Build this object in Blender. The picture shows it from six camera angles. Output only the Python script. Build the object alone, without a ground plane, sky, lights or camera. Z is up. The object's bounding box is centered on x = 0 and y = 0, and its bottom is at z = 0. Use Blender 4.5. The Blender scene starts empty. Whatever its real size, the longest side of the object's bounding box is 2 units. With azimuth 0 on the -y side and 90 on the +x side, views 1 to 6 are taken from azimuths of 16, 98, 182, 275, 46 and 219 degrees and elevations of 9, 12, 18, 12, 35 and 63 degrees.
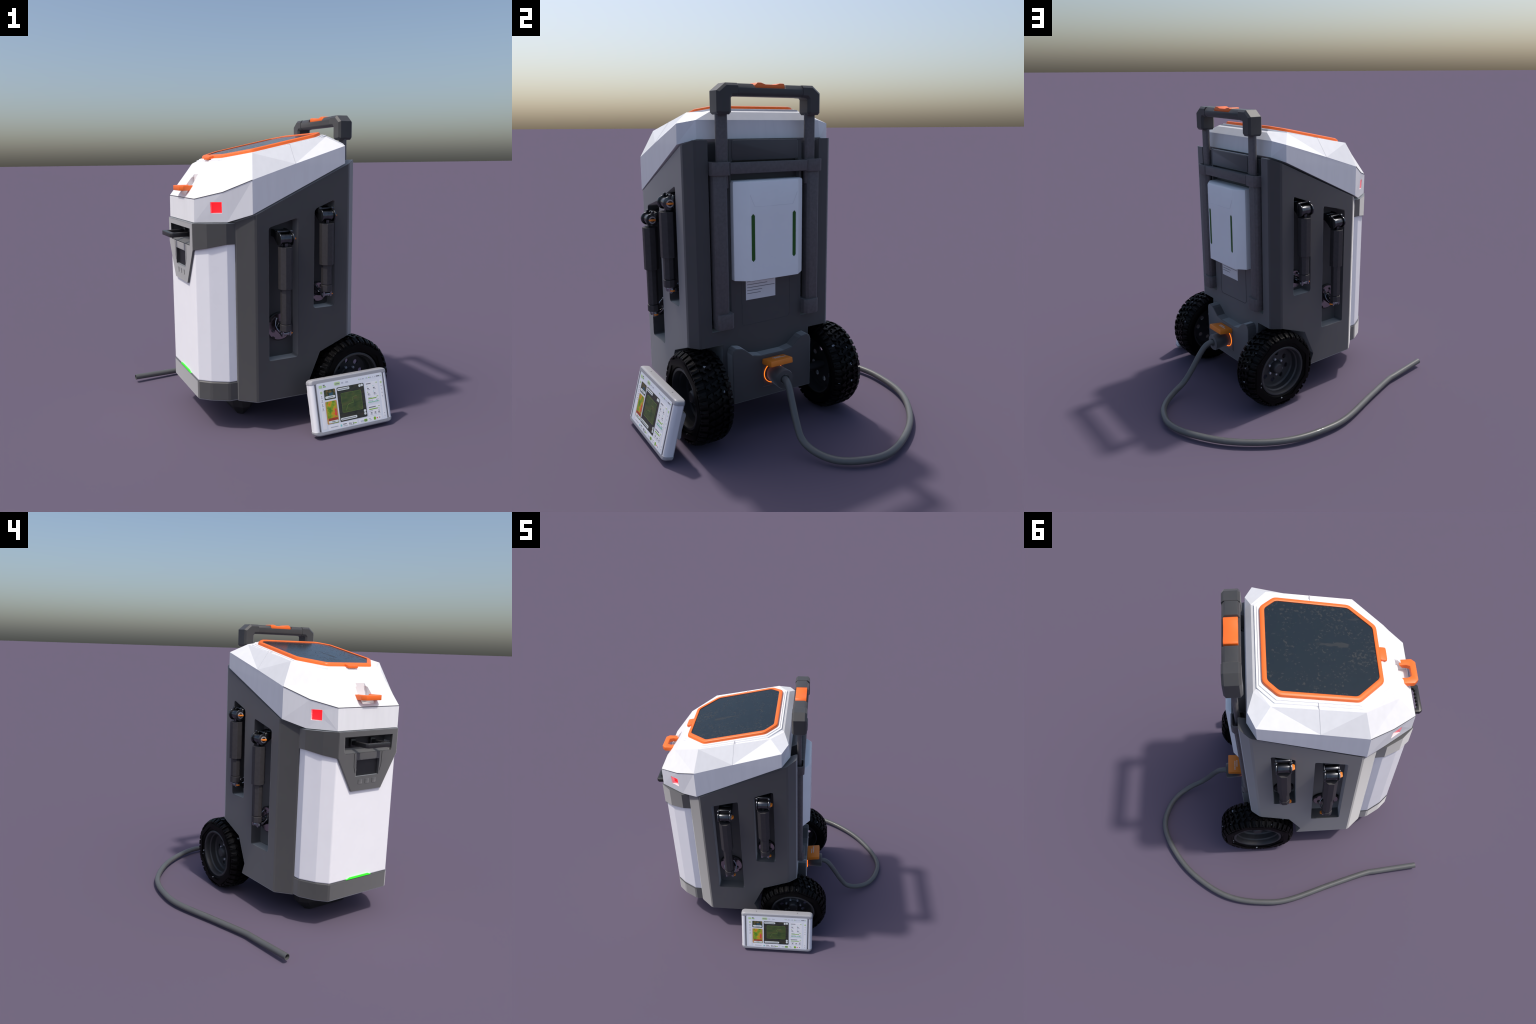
import bpy, bmesh, math, random
from math import sin, cos, pi, radians, sqrt, atan2
from mathutils import Vector, Matrix

random.seed(7)
YAW = radians(39.25)
# machine frame: +X = rear, +Y = left, Z up; origin on the symmetry plane
ORIGIN = Vector((0.288 * sin(YAW), -0.288 * cos(YAW), 0.0))

# ------------------------------------------------------------------ materials
def new_mat(name):
    m = bpy.data.materials.new(name)
    m.use_nodes = True
    nt = m.node_tree
    b = nt.nodes["Principled BSDF"]
    return m, nt, b

def noise_fac(nt, scale, detail=4.0, rough=0.6, stretch=(1, 1, 1)):
    tc = nt.nodes.new("ShaderNodeTexCoord")
    mp = nt.nodes.new("ShaderNodeMapping")
    mp.inputs["Scale"].default_value = stretch
    nz = nt.nodes.new("ShaderNodeTexNoise")
    nz.inputs["Scale"].default_value = scale
    nz.inputs["Detail"].default_value = detail
    nz.inputs["Roughness"].default_value = rough
    nt.links.new(tc.outputs["Object"], mp.inputs["Vector"])
    nt.links.new(mp.outputs["Vector"], nz.inputs["Vector"])
    return nz.outputs["Fac"]

def ramp(nt, fac, stops, interp='LINEAR'):
    r = nt.nodes.new("ShaderNodeValToRGB")
    r.color_ramp.interpolation = interp
    els = r.color_ramp.elements
    while len(els) < len(stops):
        els.new(0.5)
    for e, (p, c) in zip(els, stops):
        e.position = p
        e.color = (c[0], c[1], c[2], 1.0)
    nt.links.new(fac, r.inputs["Fac"])
    return r.outputs["Color"]

def mat(name, col, rough=0.5, metal=0.0, var=0.06, scale=9.0, stretch=(1, 1, 1),
        bump=0.0, bump_scale=400.0, edge=0.0, coat=0.0, spec=0.5, emit=0.0, emit_col=None, sheen=0.0):
    """plain coloured surface: soft noise variation, optional fine grain bump, optional rounded edges"""
    m, nt, b = new_mat(name)
    lo = [c * (1 - var) for c in col]
    hi = [min(1.0, c * (1 + var)) for c in col]
    c = ramp(nt, noise_fac(nt, scale, stretch=stretch), [(0.35, lo), (0.65, hi)])
    nt.links.new(c, b.inputs["Base Color"])
    b.inputs["Roughness"].default_value = rough
    b.inputs["Metallic"].default_value = metal
    b.inputs["Specular IOR Level"].default_value = spec
    b.inputs["Coat Weight"].default_value = coat
    b.inputs["Sheen Weight"].default_value = sheen
    b.inputs["Sheen Roughness"].default_value = 0.5
    nrm = None
    if edge > 0:
        bv = nt.nodes.new("ShaderNodeBevel")
        bv.samples = 6
        bv.inputs["Radius"].default_value = edge
        nrm = bv.outputs["Normal"]
    if bump > 0:
        bp = nt.nodes.new("ShaderNodeBump")
        bp.inputs["Strength"].default_value = bump
        bp.inputs["Distance"].default_value = 0.002
        nt.links.new(noise_fac(nt, bump_scale, 3.0), bp.inputs["Height"])
        if nrm:
            nt.links.new(nrm, bp.inputs["Normal"])
        nrm = bp.outputs["Normal"]
    if nrm:
        nt.links.new(nrm, b.inputs["Normal"])
    if emit > 0:
        ec = emit_col or col
        b.inputs["Emission Color"].default_value = (ec[0], ec[1], ec[2], 1)
        b.inputs["Emission Strength"].default_value = emit
    return m

M = {}
M["lid"] = mat("lid_white", (0.86, 0.86, 0.87), 0.42, var=0.018, scale=26, stretch=(1, 1, 0.12), edge=0.001)
M["white"] = mat("panel_white", (0.97, 0.96, 0.98), 0.45, var=0.012, edge=0.009)
M["box_white"] = mat("box_white", (0.93, 0.95, 0.97), 0.4, var=0.015, edge=0.003)
M["body"] = mat("body_grey", (0.034, 0.034, 0.037), 0.5, var=0.05, scale=5, edge=0.004, sheen=1.0)
M["cover"] = mat("cover_grey", (0.040, 0.040, 0.041), 0.5, var=0.04, edge=0.003, sheen=1.0)
M["dark"] = mat("recess_dark", (0.022, 0.022, 0.024), 0.5, edge=0.002)
M["seam"] = mat("seam_dark", (0.06, 0.06, 0.065), 0.7)
M["seam_light"] = mat("seam_light", (0.6, 0.6, 0.63), 0.6)
M["seam_body"] = mat("seam_body", (0.075, 0.075, 0.08), 0.6)
M["grip"] = mat("grip_plastic", (0.042, 0.042, 0.043), 0.5, edge=0.004, sheen=0.17)
M["handle"] = mat("handle_black", (0.022, 0.022, 0.023), 0.35, edge=0.002)
M["tube"] = mat("tube_metal", (0.105, 0.096, 0.102), 0.5, metal=0.2, sheen=0.2, bump=0.5, bump_scale=500, edge=0.002, var=0.12, scale=60)
M["arm"] = mat("arm_metal", (0.044, 0.041, 0.044), 0.5, metal=0.15, bump=0.5, bump_scale=500, var=0.12, scale=60)
M["hinge"] = mat("hinge_metal", (0.10, 0.105, 0.115), 0.25, metal=0.95, var=0.15, scale=50, edge=0.002)
M["chrome"] = mat("joint_chrome", (0.30, 0.31, 0.34), 0.2, metal=1.0, var=0.1, scale=60)
M["disc"] = mat("disc_metal", (0.30, 0.27, 0.29), 0.22, metal=1.0, var=0.05)
M["rubber"] = mat("rubber_dark", (0.012, 0.012, 0.013), 0.6)
M["foot"] = mat("foot_rubber", (0.022, 0.022, 0.023), 0.65)
M["orange"] = mat("orange_plastic", (1.0, 0.17, 0.02), 0.42, var=0.03, edge=0.003)
M["orange_deep"] = mat("orange_cap", (0.85, 0.24, 0.02), 0.45, var=0.03, edge=0.003)
M["rim"] = mat("rim_metal", (0.045, 0.046, 0.050), 0.45, metal=0.25, var=0.08, scale=20, edge=0.002)
M["hole"] = mat("hole_black", (0.004, 0.004, 0.004), 0.8)
M["bolt"] = mat("bolt_steel", (0.55, 0.57, 0.63), 0.25, metal=0.5)
M["cable"] = mat("cable_rubber", (0.105, 0.108, 0.107), 0.42, var=0.05, coat=0.1)
M["connector"] = mat("connector_rubber", (0.04, 0.04, 0.042), 0.5, sheen=0.6)
M["red"] = mat("red_light", (0.9, 0.02, 0.03), 0.4, emit=1.3, emit_col=(1.0, 0.008, 0.012))
M["green"] = mat("green_light", (0.05, 0.8, 0.03), 0.4, emit=0.65, emit_col=(0.02, 0.9, 0.015))
M["led"] = mat("orange_light", (1.0, 0.3, 0.02), 0.4, emit=1.9, emit_col=(1.0, 0.18, 0.012))
M["slot_green"] = mat("slot_green", (0.012, 0.11, 0.006), 0.4)
M["label"] = mat("label_paper", (0.80, 0.80, 0.82), 0.7, var=0.02)
M["ink"] = mat("ink", (0.16, 0.16, 0.18), 0.7)
M["cap_text"] = mat("cap_text", (0.75, 0.6, 0.5), 0.6)
M["case"] = mat("tablet_case", (0.40, 0.40, 0.425), 0.45, var=0.03, scale=40, stretch=(0.1, 1, 1), edge=0.003)
M["box_seam"] = mat("box_seam", (0.80, 0.82, 0.86), 0.5)
M["case_grip"] = mat("tablet_grip", (0.82, 0.82, 0.86), 0.4, var=0.01)
M["case_dark"] = mat("tablet_seam", (0.12, 0.12, 0.14), 0.6)

def tyre_mat(name, spec, rough):
    m, nt, b = new_mat(name)
    f = noise_fac(nt, 19.0, 1.5, 0.4)
    c = ramp(nt, f, [(0.0, (0.0012, 0.0012, 0.0013)), (0.715, (0.0018, 0.0016, 0.0018)), (0.725, (0.30, 0.32, 0.36))])  # last stop paints pale flecks for glints on the black rubber
    nt.links.new(c, b.inputs["Base Color"])
    b.inputs["Roughness"].default_value = rough
    b.inputs["Specular IOR Level"].default_value = spec
    return m
M["tyre"] = tyre_mat("tyre_rubber", 0.10, 0.5)
M["tread"] = tyre_mat("tread_rubber", 0.15, 0.42)

def glass_mat():
    """dark solar glass with patches of dried dust, speckles and fine scratches"""
    m, nt, b = new_mat("dark_glass")
    big = noise_fac(nt, 5.5, 2.0, 0.5)
    fine = noise_fac(nt, 60.0, 4.0, 0.6)
    mr = nt.nodes.new("ShaderNodeMath"); mr.operation = 'MULTIPLY_ADD'; mr.inputs[1].default_value = 0.40; mr.inputs[2].default_value = 0.335
    nt.links.new(big, mr.inputs[0])
    ma = nt.nodes.new("ShaderNodeMath"); ma.operation = 'MULTIPLY'
    nt.links.new(mr.outputs[0], ma.inputs[0]); nt.links.new(fine, ma.inputs[1])
    dust = ramp(nt, ma.outputs[0], [(0.303, (0, 0, 0)), (0.375, (0.85, 0.85, 0.85))])
    blot = ramp(nt, noise_fac(nt, 4.2, 3.0, 0.55, (1, 2.2, 1)), [(0.64, (0, 0, 0)), (0.69, (0.6, 0.6, 0.6))])
    mx = nt.nodes.new("ShaderNodeMath"); mx.operation = 'MAXIMUM'
    nt.links.new(dust, mx.inputs[0]); nt.links.new(blot, mx.inputs[1])
    c = ramp(nt, mx.outputs[0], [(0.0, (0.011, 0.020, 0.028)), (1.0, (0.033, 0.034, 0.033))])
    nt.links.new(c, b.inputs["Base Color"])
    r = ramp(nt, mx.outputs[0], [(0.0, (0.16, 0.16, 0.16)), (1.0, (0.5, 0.5, 0.5))])
    nt.links.new(r, b.inputs["Roughness"])
    bp = nt.nodes.new("ShaderNodeBump")
    b.inputs["Specular IOR Level"].default_value = 0.4
    bp.inputs["Strength"].default_value = 0.12
    bp.inputs["Distance"].default_value = 0.002
    nt.links.new(noise_fac(nt, 45.0, 4.0, 0.6, (1, 3, 1)), bp.inputs["Height"])
    nt.links.new(bp.outputs["Normal"], b.inputs["Normal"])
    return m
M["glass"] = glass_mat()

# ------------------------------------------------------------------ mesh helpers
def link(ob, parent=None):
    bpy.context.scene.collection.objects.link(ob)
    if parent is not None:
        ob.parent = parent
    return ob

def empty(name, parent=None):
    e = bpy.data.objects.new(name, None)
    e.empty_display_size = 0.1
    return link(e, parent)

def finish(name, bm, m, parent, smooth=None, recalc=True):
    if recalc:
        bmesh.ops.recalc_face_normals(bm, faces=bm.faces[:])
    me = bpy.data.meshes.new(name)
    bm.to_mesh(me)
    bm.free()
    me.materials.append(m)
    if smooth is not None:
        me.shade_smooth()
        me.set_sharp_from_angle(angle=radians(smooth))
    ob = bpy.data.objects.new(name, me)
    return link(ob, parent)

def bevel_edges(bm, width, seg=2, angle=25):
    es = [e for e in bm.edges if len(e.link_faces) == 2 and e.calc_face_angle(0) > radians(angle)]
    if es and width > 0:
        bmesh.ops.bevel(bm, geom=es, offset=width, segments=seg, profile=0.5, affect='EDGES', clamp_overlap=True)

def add_prism(bm, prof, axis, a, b, prof2=None):
    """extrude the closed 2D profile along an axis; axis 'x' -> (y,z), 'y' -> (x,z), 'z' -> (x,y)"""
    def P(p, t):
        if axis == 'x': return (t, p[0], p[1])
        if axis == 'y': return (p[0], t, p[1])
        return (p[0], p[1], t)
    q = prof2 or prof
    va = [bm.verts.new(P(p, a)) for p in prof]
    vb = [bm.verts.new(P(p, b)) for p in q]
    n = len(prof)
    bm.faces.new(va)
    bm.faces.new(vb)
    for i in range(n):
        j = (i + 1) % n
        bm.faces.new((va[i], va[j], vb[j], vb[i]))
    return bm

def prism(prof, axis, a, b, bev=0.0, seg=2, prof2=None, ang=25):
    bm = bmesh.new()
    add_prism(bm, prof, axis, a, b, prof2)
    bmesh.ops.recalc_face_normals(bm, faces=bm.faces[:])
    bevel_edges(bm, bev, seg, ang)
    return bm

def box(x0, x1, y0, y1, z0, z1, bev=0.0, seg=2):
    return prism([(x0, y0), (x1, y0), (x1, y1), (x0, y1)], 'z', z0, z1, bev, seg)

def join(bms):
    out = bmesh.new()
    for b in bms:
        me = bpy.data.meshes.new("tmp")
        b.to_mesh(me)
        b.free()
        out.from_mesh(me)
        bpy.data.meshes.remove(me)
    return out

def round_poly(pts, r, seg=4):
    """round the corners of a convex or concave closed polygon"""
    out = []
    n = len(pts)
    for i in range(n):
        p0, p1, p2 = (Vector(pts[i - 1]), Vector(pts[i]), Vector(pts[(i + 1) % n]))
        d0 = (p0 - p1); d2 = (p2 - p1)
        rr = min(r, d0.length * 0.45, d2.length * 0.45)
        a = p1 + d0.normalized() * rr
        c = p1 + d2.normalized() * rr
        for k in range(seg + 1):
            t = k / seg
            q = a * (1 - t) ** 2 + p1 * 2 * t * (1 - t) + c * t * t
            out.append((q.x, q.y))
    return out

def rect(a0, a1, b0, b1):
    return [(a0, b0), (a1, b0), (a1, b1), (a0, b1)]

def chamfer_rect(a0, a1, b0, b1, c):
    return [(a0 + c, b0), (a1 - c, b0), (a1, b0 + c), (a1, b1 - c), (a1 - c, b1), (a0 + c, b1), (a0, b1 - c), (a0, b0 + c)]

def lathe(prof, axis='y', n=48, center=(0, 0, 0), closed=True):
    """revolve (radius, along) profile about an axis"""
    bm = bmesh.new()
    rings = []
    for i in range(n):
        a = 2 * pi * i / n
        ring = []
        for r, t in prof:
            if axis == 'y': p = (r * cos(a), t, r * sin(a))
            elif axis == 'x': p = (t, r * cos(a), r * sin(a))
            else: p = (r * cos(a), r * sin(a), t)
            ring.append(bm.verts.new(Vector(p) + Vector(center)))
        rings.append(ring)
    m = len(prof)
    for i in range(n):
        j = (i + 1) % n
        for k in range(m if closed else m - 1):
            l = (k + 1) % m
            bm.faces.new((rings[i][k], rings[i][l], rings[j][l], rings[j][k]))
    bmesh.ops.remove_doubles(bm, verts=bm.verts[:], dist=1e-6)
    bmesh.ops.recalc_face_normals(bm, faces=bm.faces[:])
    return bm

def cyl(axis, c, r, h0, h1, n=24, bev=0.0, r2=None):
    """cylinder along axis from h0 to h1, c = the two other coordinates"""
    r2 = r if r2 is None else r2
    pa = [(c[0] + r * cos(2 * pi * i / n), c[1] + r * sin(2 * pi * i / n)) for i in range(n)]
    pb = [(c[0] + r2 * cos(2 * pi * i / n), c[1] + r2 * sin(2 * pi * i / n)) for i in range(n)]
    return prism(pa, axis, h0, h1, bev, 2, pb, ang=50)

def ball(c, r, seg=16):
    bm = bmesh.new()
    bmesh.ops.create_uvsphere(bm, u_segments=seg, v_segments=seg // 2 + 2, radius=r, matrix=Matrix.Translation(c))
    return bm

def strip(points, w, normal=(0, 0, 1), h=0.0012):
    """thin flat strip following 3D points, lying proud of the surface along normal"""
    bm = bmesh.new()
    nrm = Vector(normal).normalized()
    for a, b in zip(points[:-1], points[1:]):
        a = Vector(a); b = Vector(b)
        s = (b - a).normalized().cross(nrm).normalized() * w * 0.5
        vs = []
        for p in (a, b):
            for sg in (-1, 1):
                for up in (-0.6, 1.0):
                    vs.append(bm.verts.new(p + s * sg + nrm * h * up))
        i = vs
        for f in ((0, 1, 3, 2), (4, 6, 7, 5), (0, 4, 5, 1), (2, 3, 7, 6), (1, 5, 7, 3), (0, 2, 6, 4)):
            bm.faces.new([i[k] for k in f])
    return bm

def sweep(points, radius, n=12, cap=True):
    """round tube along a smooth path (parallel transport frame)"""
    pts = [Vector(p) for p in points]
    bm = bmesh.new()
    up = Vector((0, 0, 1))
    t0 = (pts[1] - pts[0]).normalized()
    if abs(t0.dot(up)) > 0.95: up = Vector((0, 1, 0))
    nrm = (up - t0 * up.dot(t0)).normalized()
    rings = []
    for i, p in enumerate(pts):
        t = (pts[min(i + 1, len(pts) - 1)] - pts[max(i - 1, 0)]).normalized()
        nrm = (nrm - t * nrm.dot(t)).normalized()
        b = t.cross(nrm)
        rings.append([bm.verts.new(p + (nrm * cos(2 * pi * k / n) + b * sin(2 * pi * k / n)) * radius) for k in range(n)])
    for r0, r1 in zip(rings[:-1], rings[1:]):
        for k in range(n):
            l = (k + 1) % n
            bm.faces.new((r0[k], r0[l], r1[l], r1[k]))
    if cap:
        bm.faces.new(rings[0]); bm.faces.new(rings[-1])
    return bm, rings

def catmull(pts, per=8):
    P = [Vector(p) for p in pts]
    P = [P[0] * 2 - P[1]] + P + [P[-1] * 2 - P[-2]]
    out = []
    for i in range(1, len(P) - 2):
        for k in range(per):
            t = k / per
            a, b, c, d = P[i - 1], P[i], P[i + 1], P[i + 2]
            out.append(0.5 * ((2 * b) + (c - a) * t + (2 * a - 5 * b + 4 * c - d) * t * t + (3 * b - a - 3 * c + d) * t ** 3))
    out.append(P[-2])
    return out

def cut(ob, bms):
    """boolean-subtract the given solids from the object's mesh"""
    for bm in bms:
        bmesh.ops.recalc_face_normals(bm, faces=bm.faces[:])
        me = bpy.data.meshes.new("cutter")
        bm.to_mesh(me); bm.free()
        c = bpy.data.objects.new("cutter", me)
        bpy.context.scene.collection.objects.link(c)
        md = ob.modifiers.new("cut", 'BOOLEAN')
        md.operation = 'DIFFERENCE'
        md.solver = 'EXACT'
        md.object = c
        par, ob.parent = ob.parent, None
        dg = bpy.context.evaluated_depsgraph_get()
        new = bpy.data.meshes.new_from_object(ob.evaluated_get(dg))
        ob.parent = par
        ob.modifiers.clear()
        old = ob.data
        nm = old.name
        ob.data = new
        bpy.data.meshes.remove(old)
        new.name = nm
        bpy.data.objects.remove(c)
        bpy.data.meshes.remove(me)
    ms = [m for m in ob.data.materials]
    ob.data.materials.clear()
    ob.data.materials.append(ms[0])
    for p in ob.data.polygons: p.material_index = 0

def sharp(ob, ang):
    ob.data.shade_smooth()
    ob.data.set_sharp_from_angle(angle=radians(ang))

def mir(pts):
    return pts + [(x, -y) for x, y in reversed(pts)]

# ================================================================== the machine
root = empty("wheeled_field_machine")
root.location = ORIGIN
root.rotation_euler = (0, 0, YAW)
root["label"] = "white and dark grey wheeled robot case with orange trim and pull handle"
root["category"] = "wheeled machine"

# ---------------------------------------------------------------- body shell
XB = 0.326                      # rear face
plan = mir([(-0.487, 0.389), (-0.387, 0.478), (0.262, 0.485), (XB, 0.436)])
bm = prism(plan, 'z', 0.197, 1.72, 0.008, 1)
body = finish("body", bm, M["body"], root)
def ztop(x): return 1.384 + 0.4607 * (x + 0.387)
cutters = []
# sloping top under the lid
cutters.append(prism([(-0.7, ztop(-0.7)), (0.315, ztop(0.315)), (0.5, 1.708), (0.5, 2.2), (-0.7, 2.2)], 'y', -0.7, 0.7))
ARCH = [(0.004, 0.10), (0.004, 0.205), (-0.026, 0.284), (0.057, 0.475), (0.258, 0.556), (0.40, 0.556), (0.40, 0.10)]
PF = [(-0.305, 0.461), (-0.101, 0.463), (-0.101, 1.357), (-0.302, 1.304)]
PR = [(0.009, 0.769), (0.161, 0.770), (0.160, 1.461), (0.014, 1.403)]
for s in (1, -1):
    cutters.append(prism(ARCH, 'y', s * 0.297, s * 0.62))
    cutters.append(prism(round_poly(PF, 0.016), 'y', s * 0.402, s * 0.62))
    cutters.append(prism(round_poly(PR, 0.022), 'y', s * 0.392, s * 0.62))
    # handle channel in the rear face
    cutters.append(prism(round_poly(rect(0.262, 0.5, s * 0.238, s * 0.362), 0.012), 'z', 0.640, 2.0))
# shallow recess in the rear face around the power box
cutters.append(prism(round_poly(rect(-0.228, 0.222, 0.955, 1.600), 0.03), 'x', 0.292, 0.5))
cut(body, cutters)
body.data.shade_flat()

# rear plate carrying the socket
half = [(0.0, 0.205), (0.267, 0.205), (0.270, 0.505), (0.262, 0.528), (0.245, 0.540), (0.205, 0.533), (0.186, 0.522),
        (0.136, 0.478), (0.078, 0.467)]
plate = half[1:] + [(-y, z) for y, z in reversed(half[1:])]
finish("rear_plate", prism(plate, 'x', 0.318, 0.393, 0.005, 2, ang=40), M["body"], root, 8)
finish("underbody", prism(rect(0.0, 0.34, -0.29, 0.29), 'z', 0.206, 0.25), M["body"], root)

# seam of the inspection panel low on the rear
x = XB + 0.0003
finish("panel_seam", strip([(x, 0.158, 0.94), (x, 0.158, 0.668), (x, 0.142, 0.652), (x, -0.152, 0.644), (x, -0.167, 0.658), (x, -0.167, 0.94)],
                           0.003, (1, 0, 0), 0.001), M["seam_body"], root)
finish("top_panel", prism(round_poly(rect(-0.219, 0.212, 1.596, 1.705), 0.018), 'x', 0.300, 0.3295, 0.002), M["body"], root, 30)

# information label with lines of print
finish("label_sheet", prism(rect(-0.142, 0.057, 0.797, 0.935), 'x', XB - 0.001, XB + 0.0015), M["label"], root)
bms = []
for i, w in enumerate((0.18, 0.135, 0.185, 0.10, 0.09)):
    z = 0.905 - i * 0.0175
    bms.append(prism(rect(-0.134, -0.134 + w, z - 0.0016, z + 0.0016), 'x', XB + 0.001, XB + 0.0021))
o = finish("printed_line", join(bms), M["ink"], root); o["kind"] = "stuff"

# ---------------------------------------------------------------- lid
P = dict(P1=(-0.702, 0.269, 1.482), P1b=(-0.555, 0.375, 1.523), P2=(-0.404, 0.475, 1.594), P2m=(-0.119, 0.483, 1.686),
         P3=(0.226, 0.491, 1.793), P4=(0.268, 0.398, 1.811),
         Q1=(-0.705, 0.266, 1.338), Q1b=(-0.532, 0.379, 1.340), Q2=(-0.404, 0.476, 1.388), Q3=(0.226, 0.493, 1.684), Q4=(0.280, 0.402, 1.711),
         R1=(-0.546, 0.238, 1.694), R1y=(-0.587, 0.242, 1.639), R2=(-0.369, 0.397, 1.753), R3=(0.143, 0.394, 1.852), R4=(0.232, 0.300, 1.854))
SL = 0.2125
def zf(x): return 1.843 + SL * x          # plane of the glass frame
def offs(poly, d):
    """offset a half outline of the deck (front -> rear) by scaling about its centre"""
    cx = -0.155
    return [(cx + (px - cx) * (1 + d / 0.34), py * (1 + d / 0.30)) for px, py in poly]
FR = [(-0.491, 0.196), (-0.341, 0.338), (0.101, 0.338), (0.184, 0.258)]     # frame outer corners
bm = bmesh.new()
V = {}
for k, p in P.items():
    V[k] = bm.verts.new(p)
    V[k + "'"] = bm.verts.new((p[0], -p[1], p[2]))
def F(*ks):
    bm.faces.new([V[k] for k in ks])
    if not any(k.endswith("'") for k in ks):
        bm.faces.new([V[k + "'"] for k in reversed(ks)])
F("P1", "Q1", "Q1b", "P1b"); F("P1b", "Q1b", "Q2", "P2"); F("P2", "Q2", "Q3", "P3", "P2m"); F("P3", "Q3", "Q4", "P4")
F("P4", "Q4", "Q4'", "P4'"); F("P1", "P1'", "Q1'", "Q1")
F("P1", "R1y", "R1", "R1'", "R1y'", "P1'")
F("P1", "P1b", "R1y"); F("P1b", "P2", "R1y"); F("R1y", "P2", "R2"); F("R1y", "R2", "R1")
F("P2", "P2m", "R2"); F("P2m", "R3", "R2"); F("P2m", "P3", "R3"); F("P3", "P4", "R4", "R3"); F("P4", "P4'", "R4'", "R4")
F("Q1", "Q1'", "Q1b'", "Q1b"); F("Q1b", "Q1b'", "Q2'", "Q2"); F("Q2", "Q2'", "Q3'", "Q3"); F("Q3", "Q3'", "Q4'", "Q4")
# stepped deck: rim ring, step up, second ring, step up to the platform
def ring(d, dz):
    h = offs(FR, d)
    a = [bm.verts.new((x, y, zf(x) + dz)) for x, y in h]
    b = [bm.verts.new((x, -y, zf(x) + dz)) for x, y in reversed(h)]
    return a + b
r0 = [V["R1"], V["R2"], V["R3"], V["R4"], V["R4'"], V["R3'"], V["R2'"], V["R1'"]]
rings = [r0, ring(0.030, -0.026), ring(0.029, -0.018), ring(0.016, -0.018), ring(0.015, -0.012)]
for a, b in zip(rings[:-1], rings[1:]):
    for i in range(8):
        j = (i + 1) % 8
        bm.faces.new((a[i], a[j], b[j], b[i]))
bm.faces.new(rings[-1])
lid = finish("lid", bm, M["lid"], root)
# finger recess in the front slope and the two lamp pockets
rec = [(0.041, 1.70), (0.041, 1.607), (0.054, 1.602), (0.062, 1.560), (0.052, 1.500)]
rec = rec + [(-y, z) for y, z in reversed(rec)]
cutters = [prism(rec, 'x', -0.80, -0.596)]
lamp = []
for s in (1, -1):
    a = Vector((-0.620, s * 0.328)); b = Vector((-0.560, s * 0.367))
    d = (b - a).normalized(); n = Vector((-d.y, d.x)) * s      # outward (front-side)
    if n.x > 0: n = -n
    q = [a + n * 0.03, b + n * 0.03, b - n * 0.040, a - n * 0.040]
    cutters.append(prism([(p.x, p.y) for p in q], 'z', 1.396, 1.463))
    q2 = [a - n * 0.030 + d * -0.004, b - n * 0.030 + d * 0.004, b - n * 0.045 + d * 0.004, a - n * 0.045 - d * 0.004]
    lamp.append(prism([(p.x, p.y) for p in q2], 'z', 1.392, 1.467))
cut(lid, cutters)
lid.data.shade_flat()
for l in lamp:
    finish("signal_lamp", l, M["red"], root)

# dark joint line along the front crease and the cross seam on the flanks
def out(p, d=0.0): return Vector(p)
cr = [P["P2"], P["P1b"], P["P1"], (P["P1"][0], -P["P1"][1], P["P1"][2]), (P["P1b"][0], -P["P1b"][1], P["P1b"][2]), (P["P2"][0], -P["P2"][1], P["P2"][2])]
bmc, _ = sweep([Vector(p) for p in cr], 0.0022, 6)
finish("lid_joint", bmc, M["seam"], root)
bms = []
for s in (1, -1):
    a = Vector(P["P2m"]); r2 = Vector(P["R2"]); r3 = Vector(P["R3"])
    m = r2.lerp(r3, 0.5)
    a.y *= s; m.y *= s
    bms.append(strip([a, m], 0.0025, (0, s * 0.86, 0.5), 0.0006))
    bms.append(strip([m, (m.x, s * 0.345, zf(m.x) - 0.018)], 0.0025, (0, 0, 1), 0.0045))
finish("lid_seam", join(bms), M["seam_light"], root)

# glass panel in its orange frame
def full(h): return h + [(x, -y) for x, y in reversed(h)]
def slab(h0, z0, h1, z1):
    """solid between outline h0 at offset z0 and outline h1 at z1, measured from the sloping frame plane"""
    bm = bmesh.new()
    a = [bm.verts.new((x, y, zf(x) + z0)) for x, y in h0]
    b = [bm.verts.new((x, y, zf(x) + z1)) for x, y in h1]
    bm.faces.new(a); bm.faces.new(b)
    for i in range(len(a)):
        j = (i + 1) % len(a)
        bm.faces.new((a[i], a[j], b[j], b[i]))
    return bm
GL = [(-0.466, 0.178), (-0.329, 0.310), (0.091, 0.310), (0.156, 0.247)]
fo = round_poly(full(FR), 0.02, 3)
fi = round_poly(full(GL), 0.016, 3)
bm = bmesh.new()
loops = []
def scaled(h, c=(-0.155, 0), k=1.0): return [(c[0] + (x - c[0]) * k, y * k) for x, y in h]
for h, dz in ((fo, -0.024), (fo, -0.003), (scaled(fo, k=0.992), 0.005), (scaled(fo, k=0.972), 0.009), (scaled(fi, k=1.015), 0.0095), (fi, 0.007), (fi, -0.024)):
    loops.append([bm.verts.new((x, y, zf(x) + dz)) for x, y in h])
n = len(fo)
for a, b in zip(loops, loops[1:] + loops[:1]):
    for i in range(n):
        j = (i + 1) % n
        bm.faces.new((a[i], a[j], b[j], b[i]))
frame = finish("glass_frame", bm, M["orange"], root, 35)
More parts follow.
